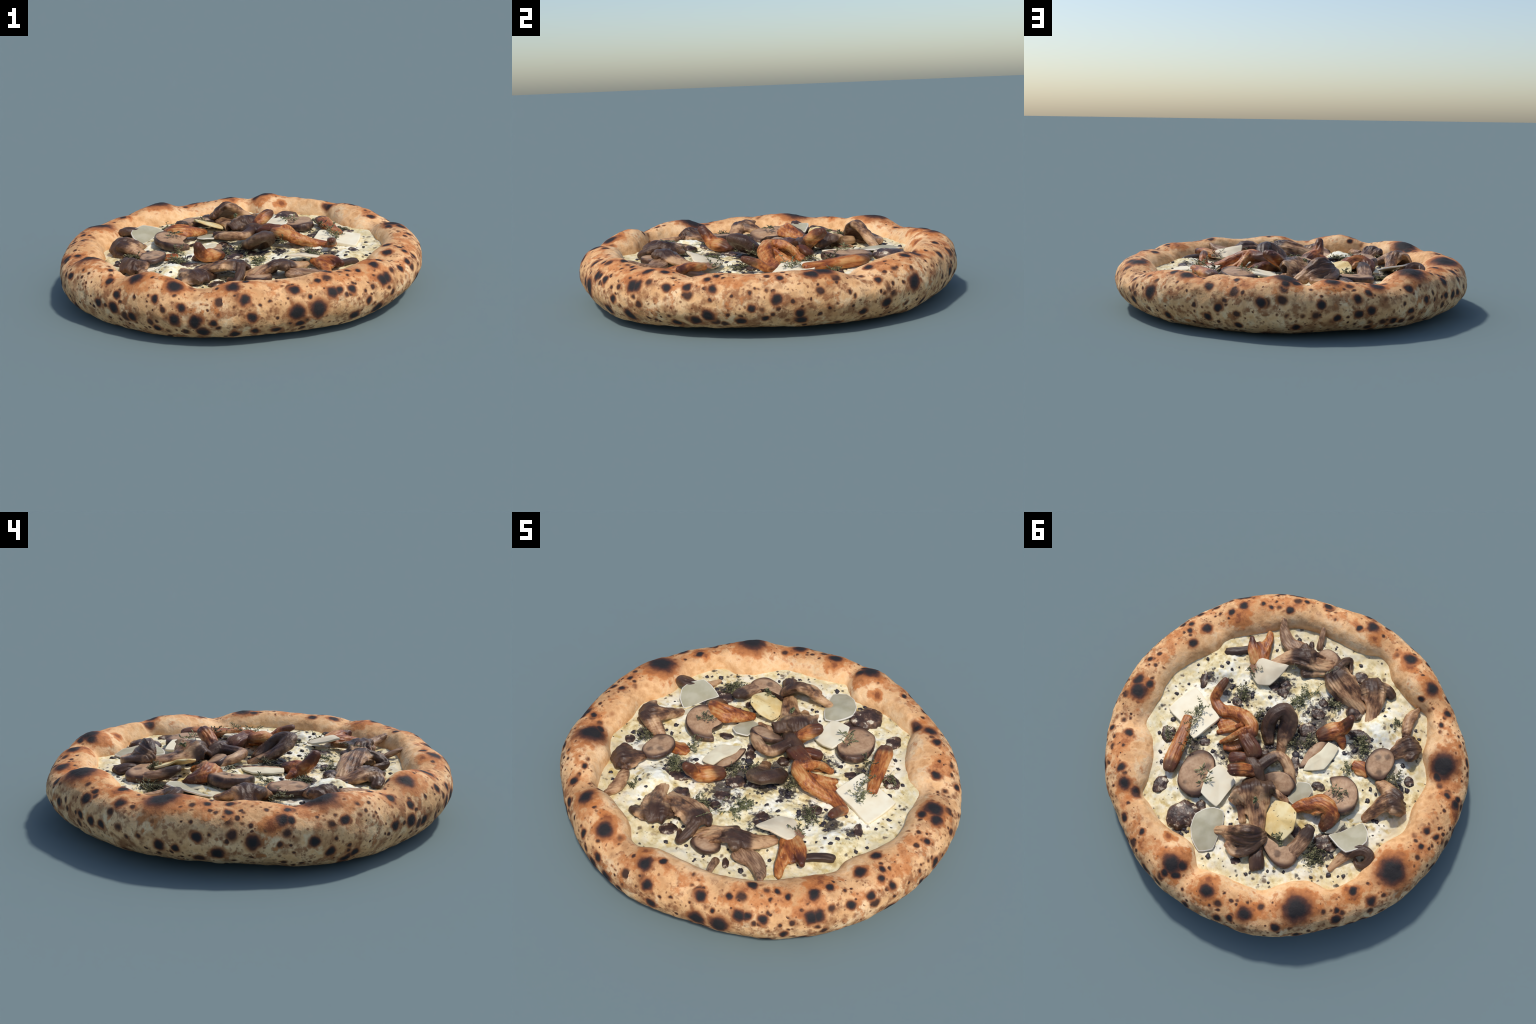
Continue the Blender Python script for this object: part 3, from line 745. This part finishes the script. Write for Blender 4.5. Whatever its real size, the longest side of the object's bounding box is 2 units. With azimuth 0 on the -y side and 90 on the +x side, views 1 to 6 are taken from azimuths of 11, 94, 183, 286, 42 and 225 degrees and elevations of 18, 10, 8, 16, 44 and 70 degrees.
# curled oyster mushroom by the rim
mushroom("oyster_mushroom", [
    [(-0.61, 0.313, 0.2, 0.016, 0.013), (-0.614, 0.253, 0.21, 0.023, 0.018), (-0.629, 0.192, 0.228, 0.03, 0.022)],
    [(-0.624, 0.196, 0.228, 0.03, 0.022), (-0.674, 0.134, 0.252, 0.029, 0.024), (-0.723, 0.13, 0.25, 0.026, 0.024), (-0.735, 0.17, 0.225, 0.022, 0.02), (-0.704, 0.199, 0.21, 0.015, 0.014), (-0.678, 0.185, 0.21, 0.012, 0.012)],
], dark=[(-0.708, 0.153, 0.25, 0.09)], wrinkle=1.0)
# big cap slice
slice_of_mushroom([(0.296, 0.527, 0.246), (0.344, 0.46, 0.25), (0.364, 0.376, 0.254), (0.344, 0.317, 0.258), (0.295, 0.288, 0.258), (0.238, 0.298, 0.254), (0.195, 0.346, 0.25), (0.168, 0.409, 0.246), (0.154, 0.462, 0.243), (0.172, 0.517, 0.24), (0.229, 0.541, 0.24)], 0.045, spots=[(0.267, 0.496, 0.24, 0.012), (0.238, 0.357, 0.25, 0.02), (0.152, 0.483, 0.25, 0.03)])
# slice with its stem lifted
slice_of_mushroom([(-0.247, 0.424, 0.246), (-0.29, 0.411, 0.246), (-0.343, 0.404, 0.246), (-0.381, 0.376, 0.244), (-0.419, 0.354, 0.24), (-0.458, 0.396, 0.238), (-0.458, 0.449, 0.236), (-0.432, 0.484, 0.236), (-0.378, 0.495, 0.24), (-0.317, 0.483, 0.243), (-0.27, 0.461, 0.245)], 0.04, stem=[(-0.408, 0.396, 0.226, 0.041, 0.018), (-0.414, 0.333, 0.236, 0.038, 0.024), (-0.408, 0.267, 0.258, 0.036, 0.026), (-0.403, 0.236, 0.27, 0.027, 0.02)], spots=[(-0.365, 0.447, 0.242, 0.018)])
# cap slice with a notch
slice_of_mushroom([(-0.276, -0.057, 0.23), (-0.297, -0.086, 0.238), (-0.34, -0.119, 0.25), (-0.394, -0.119, 0.262), (-0.442, -0.097, 0.268), (-0.481, -0.048, 0.274), (-0.493, 0.009, 0.278), (-0.474, 0.053, 0.278), (-0.439, 0.074, 0.276), (-0.364, 0.06, 0.262), (-0.316, 0.047, 0.25), (-0.323, -0.016, 0.245), (-0.303, -0.041, 0.236)], 0.05, spots=[(-0.403, 0.042, 0.27, 0.012)])
# dark cap slice
slice_of_mushroom([(-0.356, -0.277, 0.25), (-0.355, -0.34, 0.252), (-0.39, -0.384, 0.25), (-0.434, -0.391, 0.248), (-0.472, -0.368, 0.244), (-0.49, -0.327, 0.24), (-0.498, -0.276, 0.238), (-0.498, -0.236, 0.238), (-0.463, -0.208, 0.24), (-0.415, -0.205, 0.244), (-0.373, -0.234, 0.248)], 0.03, spots=[(-0.459, -0.253, 0.241, 0.018), (-0.396, -0.315, 0.249, 0.018), (-0.431, -0.347, 0.249, 0.016)])
# slice behind the folded mushrooms
slice_of_mushroom([(0.264, -0.542, 0.24), (0.263, -0.584, 0.243), (0.234, -0.62, 0.243), (0.182, -0.628, 0.241), (0.141, -0.614, 0.238), (0.141, -0.572, 0.236), (0.173, -0.532, 0.236), (0.219, -0.519, 0.238)], 0.035, spots=[(0.244, -0.547, 0.24, 0.014)])
# slice leaning on the loop
slice_of_mushroom([(-0.014, 0.2, 0.235), (-0.017, 0.167, 0.25), (-0.057, 0.119, 0.262), (-0.111, 0.092, 0.268), (-0.176, 0.107, 0.262), (-0.186, 0.143, 0.25), (-0.184, 0.177, 0.238), (-0.131, 0.199, 0.228), (-0.059, 0.202, 0.226)], 0.035, spots=[(-0.047, 0.159, 0.25, 0.03)])
# slice half under a cheese shaving
slice_of_mushroom([(-0.117, 0.012, 0.222), (-0.098, -0.04, 0.224), (-0.083, -0.116, 0.226), (-0.102, -0.178, 0.228), (-0.14, -0.204, 0.228), (-0.144, -0.143, 0.226), (-0.129, -0.078, 0.226), (-0.138, -0.017, 0.224)], 0.02)
# square shaving
cheese_shaving([(0.651, 0.245, 0.222), (0.638, 0.054, 0.212), (0.515, 0.076, 0.222), (0.398, 0.098, 0.23), (0.404, 0.191, 0.234), (0.415, 0.285, 0.232), (0.532, 0.262, 0.228)], 0.018, "shaving", 0)
# pale shaving
cheese_shaving([(0.203, 0.3, 0.25), (0.151, 0.29, 0.24), (0.073, 0.307, 0.23), (0.06, 0.393, 0.23), (0.053, 0.479, 0.23), (0.164, 0.48, 0.252), (0.213, 0.371, 0.258)], 0.012, "shaving", 0)
# gray rind shaving
cheese_shaving([(0.062, 0.485, 0.222), (0.013, 0.465, 0.216), (-0.035, 0.513, 0.218), (-0.058, 0.569, 0.217), (-0.094, 0.657, 0.213), (-0.046, 0.715, 0.21), (0.023, 0.694, 0.222), (0.076, 0.65, 0.228), (0.107, 0.583, 0.232), (0.09, 0.524, 0.23)], 0.008, "rind", 0.012)
# yellow shaving
cheese_shaving([(-0.157, 0.241, 0.246), (-0.218, 0.212, 0.27), (-0.29, 0.223, 0.29), (-0.324, 0.264, 0.291), (-0.342, 0.307, 0.272), (-0.336, 0.377, 0.248), (-0.275, 0.4, 0.236), (-0.21, 0.396, 0.226), (-0.177, 0.346, 0.228), (-0.159, 0.288, 0.232)], 0.009, "yellow", 0.008)
# gray rind shaving leaning outward
cheese_shaving([(-0.49, 0.188, 0.24), (-0.522, 0.132, 0.228), (-0.546, 0.067, 0.216), (-0.574, 0.008, 0.212), (-0.629, 0.033, 0.236), (-0.662, 0.081, 0.256), (-0.659, 0.139, 0.266), (-0.622, 0.203, 0.27), (-0.567, 0.205, 0.262)], 0.009, "rind", 0)
# shaving on the forked chanterelle
cheese_shaving([(0.465, -0.316, 0.262), (0.38, -0.345, 0.278), (0.319, -0.374, 0.285), (0.318, -0.294, 0.262), (0.328, -0.227, 0.245), (0.383, -0.187, 0.236), (0.437, -0.202, 0.232), (0.494, -0.23, 0.233), (0.492, -0.27, 0.248)], 0.01, "stained", 0.008)
# melted shaving
cheese_shaving([(-0.138, -0.2, 0.238), (-0.2, -0.215, 0.236), (-0.218, -0.158, 0.232), (-0.224, -0.07, 0.228), (-0.18, -0.021, 0.224), (-0.143, 0.009, 0.224), (-0.126, -0.054, 0.228), (-0.141, -0.135, 0.235)], 0.008, "melted", 0.004)
# small gray shaving
cheese_shaving([(-0.171, 0.08, 0.232), (-0.222, 0.046, 0.24), (-0.265, 0.064, 0.238), (-0.271, 0.128, 0.228), (-0.247, 0.187, 0.222), (-0.19, 0.186, 0.224)], 0.007, "rind", 0)
# melted shaving under the rind
cheese_shaving([(-0.466, 0.191, 0.226), (-0.478, 0.094, 0.228), (-0.498, 0.015, 0.222), (-0.536, -0.025, 0.212), (-0.569, 0.001, 0.208), (-0.528, 0.088, 0.21), (-0.501, 0.158, 0.214)], 0.012, "melted", 0.004)
# mushrooms sunk into the cheese
buried_mushroom(0.159, 0.631, 0.205, 0.086, 0.072, 0.038, -116)
buried_mushroom(0.371, 0.586, 0.202, 0.04, 0.051, 0.016, -168)
buried_mushroom(-0.122, -0.431, 0.21, 0.045, 0.041, 0.03, -137)
buried_mushroom(-0.256, -0.368, 0.208, 0.096, 0.038, 0.018, -153)
buried_mushroom(-0.004, -0.621, 0.203, 0.042, 0.034, 0.014, -137)
buried_mushroom(0.637, -0.025, 0.203, 0.024, 0.065, 0.014, -148)
buried_mushroom(0.544, 0.353, 0.203, 0.045, 0.051, 0.016, -137)
buried_mushroom(0.001, -0.183, 0.205, 0.051, 0.041, 0.018, -137)
buried_mushroom(0.332, -0.58, 0.204, 0.016, 0.031, 0.018, -137)
buried_mushroom(-0.261, 0.016, 0.21, 0.038, 0.021, 0.012, -158)
buried_mushroom(-0.111, 0.046, 0.21, 0.027, 0.034, 0.012, -137)
buried_mushroom(-0.486, 0.231, 0.205, 0.048, 0.041, 0.014, -137)
buried_mushroom(0.073, 0.083, 0.212, 0.031, 0.027, 0.02, -137)
buried_mushroom(0.196, 0.166, 0.21, 0.041, 0.027, 0.02, -137)
buried_mushroom(0.023, -0.295, 0.208, 0.041, 0.029, 0.014, -159)
buried_mushroom(0.044, -0.36, 0.207, 0.027, 0.023, 0.013, -137)
buried_mushroom(0.274, -0.3, 0.208, 0.033, 0.027, 0.015, -137)
buried_mushroom(0.253, -0.261, 0.208, 0.029, 0.034, 0.014, -137)
buried_mushroom(0.316, -0.245, 0.207, 0.034, 0.025, 0.013, -169)
buried_mushroom(0.403, -0.047, 0.207, 0.032, 0.027, 0.012, -137)
buried_mushroom(-0.083, 0.006, 0.207, 0.027, 0.041, 0.013, -137)
buried_mushroom(0.074, -0.123, 0.208, 0.038, 0.031, 0.014, -137)
buried_mushroom(0.123, 0.528, 0.203, 0.027, 0.034, 0.012, -137)
buried_mushroom(0.368, 0.251, 0.204, 0.038, 0.023, 0.012, -137)
buried_mushroom(0.455, 0.292, 0.205, 0.033, 0.027, 0.014, -137)
buried_mushroom(-0.344, 0.287, 0.206, 0.034, 0.03, 0.014, -137)
buried_mushroom(-0.534, 0.224, 0.205, 0.03, 0.027, 0.013, -137)
buried_mushroom(-0.6, -0.338, 0.202, 0.025, 0.027, 0.011, -137)
buried_mushroom(-0.222, 0.618, 0.2, 0.027, 0.021, 0.01, -137)
# ------------------------------------------------------------------ thyme and rosemary
def herb_material():
    m = Nodes("dried_herb", .55, .3)
    n = m.noise(55, 3, .7)
    r = m.n("ShaderNodeObjectInfo").outputs["Random"]
    col = m.ramp(n, [(.36, (.016, .013, .010)), (.48, (.06, .052, .028)), (.57, (.17, .155, .07)), (.67, (.34, .30, .16))])
    fresh = m.prop("fresh")
    col = m.mix(fresh, col, m.ramp(n, [(.36, (.04, .04, .02)), (.46, (.12, .135, .05)), (.56, (.27, .27, .125)), (.66, (.48, .43, .26))]))
    return m.done(col)
herb_mat = herb_material()

def tube(V, F, pts, r):
    pts = [Vector(p) for p in pts]; base = len(V)
    for i, p in enumerate(pts):
        t = (pts[min(i+1, len(pts)-1)] - pts[max(i-1, 0)]).normalized()
        a = t.orthogonal().normalized(); b = t.cross(a)
        rr = r * (1 - .5 * i / len(pts))
        for k in range(5):
            q = TAU * k / 5
            V.append(p + (a * math.cos(q) + b * math.sin(q)) * rr)
    for i in range(len(pts) - 1):
        for k in range(5):
            F.append((base+i*5+k, base+i*5+(k+1) % 5, base+(i+1)*5+(k+1) % 5, base+(i+1)*5+k))
    F.append(tuple(base + k for k in range(5))[::-1]); F.append(tuple(base + (len(pts)-1)*5 + k for k in range(5)))

def leaf(V, F, p, d, up, ln, w):
    """a small thick pointed leaf"""
    d = d.normalized(); s = d.cross(up)
    if s.length < .1: s = d.orthogonal()
    s.normalize(); u = s.cross(d)
    b = len(V)
    for x, y, z in ((0, .2, 0), (0, -.2, 0), (.35, 1, 0), (.35, -1, 0), (.75, .7, 0), (.75, -.7, 0)):
        V.append(p + d*ln*x + s*w*y + u*(w*.25 + ln*.1*math.sin(x*3)))
        V.append(p + d*ln*x + s*w*y*.9 - u*(w*.25 - ln*.1*math.sin(x*3)))
    V.append(p + d * ln)
    t = b + 12
    for i, j in ((0, 2), (2, 4)):
        A, B, C, D = b+2*i, b+2*(i+1), b+2*(j+1), b+2*j
        F.append((A, D, C, B)); F.append((A+1, B+1, C+1, D+1))
        F.append((A, A+1, D+1, D)); F.append((B, C, C+1, B+1))
    F.append((b+8, t, b+10)); F.append((b+9, b+11, t)); F.append((b+8, b+9, t)); F.append((b+10, t, b+11)); F.append((b, b+2, b+3, b+1))

def sprig(x, y, z, radius, stems, lift, fresh, needle=.0155, wide=.0023, heading=None, density=1.0):
    V, F = [], []
    for k in range(stems):
        a = heading + rng.uniform(-.3, .3) if heading is not None else rng.uniform(0, TAU)
        L = radius * rng.uniform(.65, 1.15)
        p = Vector((rng.uniform(-.25, .25) * radius, rng.uniform(-.25, .25) * radius, rng.uniform(0, .004)))
        d = Vector((math.cos(a), math.sin(a), rng.uniform(.0, 1.0) * lift))
        pts = [p.copy()]
        for i in range(7):
            d = (d + Vector((rng.uniform(-.35, .35), rng.uniform(-.35, .35), rng.uniform(-.3, .16) * (.4 + lift)))).normalized()
            p = p + d * L / 7
            p.z = max(p.z, -.002)
            pts.append(p.copy())
        tube(V, F, pts, .0017)
        for i in range(1, len(pts)):
            for sgn in (-1, 1):
                if rng.random() > .55 * density: continue
                side = d.cross(Vector((0, 0, 1))) * sgn + Vector((rng.uniform(-.6, .6), rng.uniform(-.6, .6), rng.uniform(-.2, .9)))
                leaf(V, F, pts[i], (side + d * .5), Vector((rng.uniform(-.4, .4), rng.uniform(-.4, .4), 1)), needle * rng.uniform(.6, 1.2), wide * rng.uniform(.8, 1.5))
    me = mesh_from("thyme_sprig", V, F)
    ob = add("thyme_sprig", me, herb_mat, loc=(x, y, z))
    ob["fresh"] = float(fresh)

# x, y, z of the foot, spread, stems, lift, freshness
BUSHES = [(0.516, 0.158, 0.24, .085, 9, .5, .75), (0.475, 0.2, 0.25, .07, 6, .5, .6), (0.417, -0.104, 0.218, .06, 20, .5, .35), (0.234, -0.036, 0.255, .05, 14, .9, .05),
          (0.149, -0.297, 0.222, .05, 16, .4, .7), (0.151, -0.345, 0.225, .05, 9, .3, .75), (0.139, -0.25, 0.222, .04, 8, .3, .5), (0.001, -0.085, 0.222, .05, 16, .7, .0), (-0.053, -0.12, 0.222, .055, 18, .7, .05),
          (-0.289, -0.314, 0.225, .06, 18, .4, .5), (-0.262, -0.34, 0.225, .05, 12, .4, .3), (0.545, 0.36, 0.215, .055, 12, .6, .5), (-0.313, 0.392, 0.25, .04, 9, .7, .6),
          (-0.513, 0.332, 0.21, .055, 26, .6, .4), (-0.49, 0.29, 0.21, .045, 14, .5, .1), (-0.549, -0.286, 0.235, .05, 12, .6, .1), (-0.52, -0.25, 0.22, .045, 10, .4, .2),
          (-0.315, -0.16, 0.222, .045, 9, .6, .5), (-0.021, -0.403, 0.22, .05, 12, .4, .35), (0.448, -0.219, 0.24, .06, 6, .5, .4), (-0.327, -0.537, 0.215, .03, 9, .3, .4), (0.442, 0.275, 0.22, .05, 14, .6, .05), (0.319, -0.427, 0.262, .05, 7, .4, .2), (0.40, 0.33, .25, .05, 6, .5, .0)]
for x, y, z, spread, stems, lift, fresh in BUSHES:
    sprig(x, y, z - .004, spread, round(stems * .6) + 2, lift * 1.2, fresh)
# needles fanned out on a slice
for x, y, z in ((0.215, 0.409, 0.258), (-0.372, -0.001, 0.282)):
    sprig(x, y, z, .05, 7, .35, .8 if x > 0 else .2, needle=.028 if x > 0 else .02, wide=.0034, density=.5)
# the long twig
sprig(0.1, -0.535, 0.305, .12, 1, .0, .6, needle=.012, heading=1.4)
sprig(0.118, -0.45, 0.28, .11, 1, -.3, .6, needle=.012, heading=1.4)
# one leaf on the big fan
sprig(-0.084, 0.325, 0.298, .012, 2, .1, .7, needle=.02, wide=.006)

# ------------------------------------------------------------------ truffle crumbs on the cheese
def crumb_material():
    m = Nodes("truffle_crumb", .45, .35)
    n = m.noise(60, 3)
    return m.done(m.ramp(n, [(.35, (.022, .018, .020)), (.6, (.055, .045, .05)), (.75, (.12, .1, .1))]))
crumb_mat = crumb_material()
crumb_meshes = []
for k in range(5):
    bm = bmesh.new(); bmesh.ops.create_icosphere(bm, subdivisions=2, radius=1)
    for v in bm.verts:
        v.co *= 1 + .55 * noise.noise(v.co * 1.3 + Vector((k * 7.3, 0, 0))) + .25 * noise.noise(v.co * 3.1 + Vector((k * 3.3, 9, 0)))
        v.co.z *= .42
    me = bpy.data.meshes.new("truffle_crumb"); bm.to_mesh(me); bm.free()
    me.polygons.foreach_set("use_smooth", [True] * len(me.polygons))
    me.materials.append(crumb_mat)
    crumb_meshes.append(me)
def crumb(x, y, r):
    ob = bpy.data.objects.new("truffle_crumb", crumb_meshes[rng.randrange(5)])
    bpy.context.scene.collection.objects.link(ob); ob.parent = pizza
    ob.location = (x, y, cheese_z(x, y) + .0005)
    ob.rotation_euler = (rng.uniform(-.2, .2), rng.uniform(-.2, .2), rng.uniform(0, TAU))
    ob.scale = (r * rng.uniform(.85, 1.25), r * rng.uniform(.75, 1.05), r)
CRUMBS = [(0.708, -0.119, 0.01), (0.6, -0.173, 0.009), (0.605, -0.134, 0.009), (0.558, -0.162, 0.007), (0.688, 0.15, 0.01), (0.36, -0.122, 0.012), (0.286, -0.186, 0.009), (0.243, -0.13, 0.012), (0.216, -0.189, 0.009), (0.385, -0.224, 0.01), (0.279, -0.3, 0.015), (0.048, -0.679, 0.009), (0.22, -0.665, 0.013), (0.408, -0.562, 0.012), (-0.2, -0.535, 0.007), (-0.228, -0.553, 0.007), (-0.241, -0.587, 0.007), (-0.437, -0.592, 0.01), (-0.482, -0.562, 0.009), (-0.52, -0.382, 0.012), (-0.618, -0.335, 0.013), (-0.627, -0.291, 0.012), (-0.511, -0.103, 0.012), (-0.478, -0.163, 0.009), (-0.236, -0.214, 0.012), (-0.093, 0.487, 0.009), (-0.068, 0.492, 0.012), (-0.099, 0.698, 0.013), (-0.383, 0.542, 0.007), (-0.308, 0.628, 0.009), (-0.32, 0.609, 0.007), (-0.428, 0.585, 0.007), (-0.448, 0.487, 0.009), (-0.571, 0.412, 0.007), (-0.629, 0.34, 0.013), (-0.69, 0.291, 0.009), (-0.671, 0.312, 0.007), (0.591, 0.382, 0.009), (0.506, 0.456, 0.009), (0.455, 0.495, 0.01), (0.294, 0.258, 0.012), (0.3, 0.21, 0.009), (0.594, 0.275, 0.013), (0.401, 0.128, 0.012), (-0.604, -0.041, 0.009), (-0.622, -0.048, 0.009), (-0.053, -0.032, 0.016), (-0.063, 0.012, 0.012), (0.724, -0.058, 0.007), (0.499, -0.233, 0.006), (0.68, 0.062, 0.007), (0.479, 0.409, 0.006), (0.383, 0.232, 0.009), (0.344, 0.218, 0.007), (-0.072, 0.445, 0.006), (0.073, -0.266, 0.009), (0.122, -0.276, 0.007), (0.034, -0.561, 0.007), (-0.321, -0.511, 0.007), (-0.442, -0.449, 0.007)]
for x, y, r in CRUMBS:
    crumb(x, y, r * 1.3)
made = [c[:2] for c in CRUMBS]
while len(made) < 190:
    a, r = rng.uniform(0, TAU), .70 * math.sqrt(rng.random())
    x, y = r * math.cos(a), r * math.sin(a)
    if min((x-u)**2 + (y-v)**2 for u, v in made) < .035 ** 2: continue
    if any((x-mx)**2 + (y-my)**2 < (mr*.9)**2 for mx, my, mr, h in MOUNDS if h > .017) and rng.random() < .8: continue
    made.append((x, y)); crumb(x, y, rng.uniform(.005, .011))

# clusters of crumbs where the mushroom cream lies bare
for px, py, pr in PATCHES:
    for k in range(5):
        a, r = rng.uniform(0, TAU), pr * .9 * math.sqrt(rng.random())
        crumb(px + r * math.cos(a), py + r * math.sin(a), rng.uniform(.006, .017))
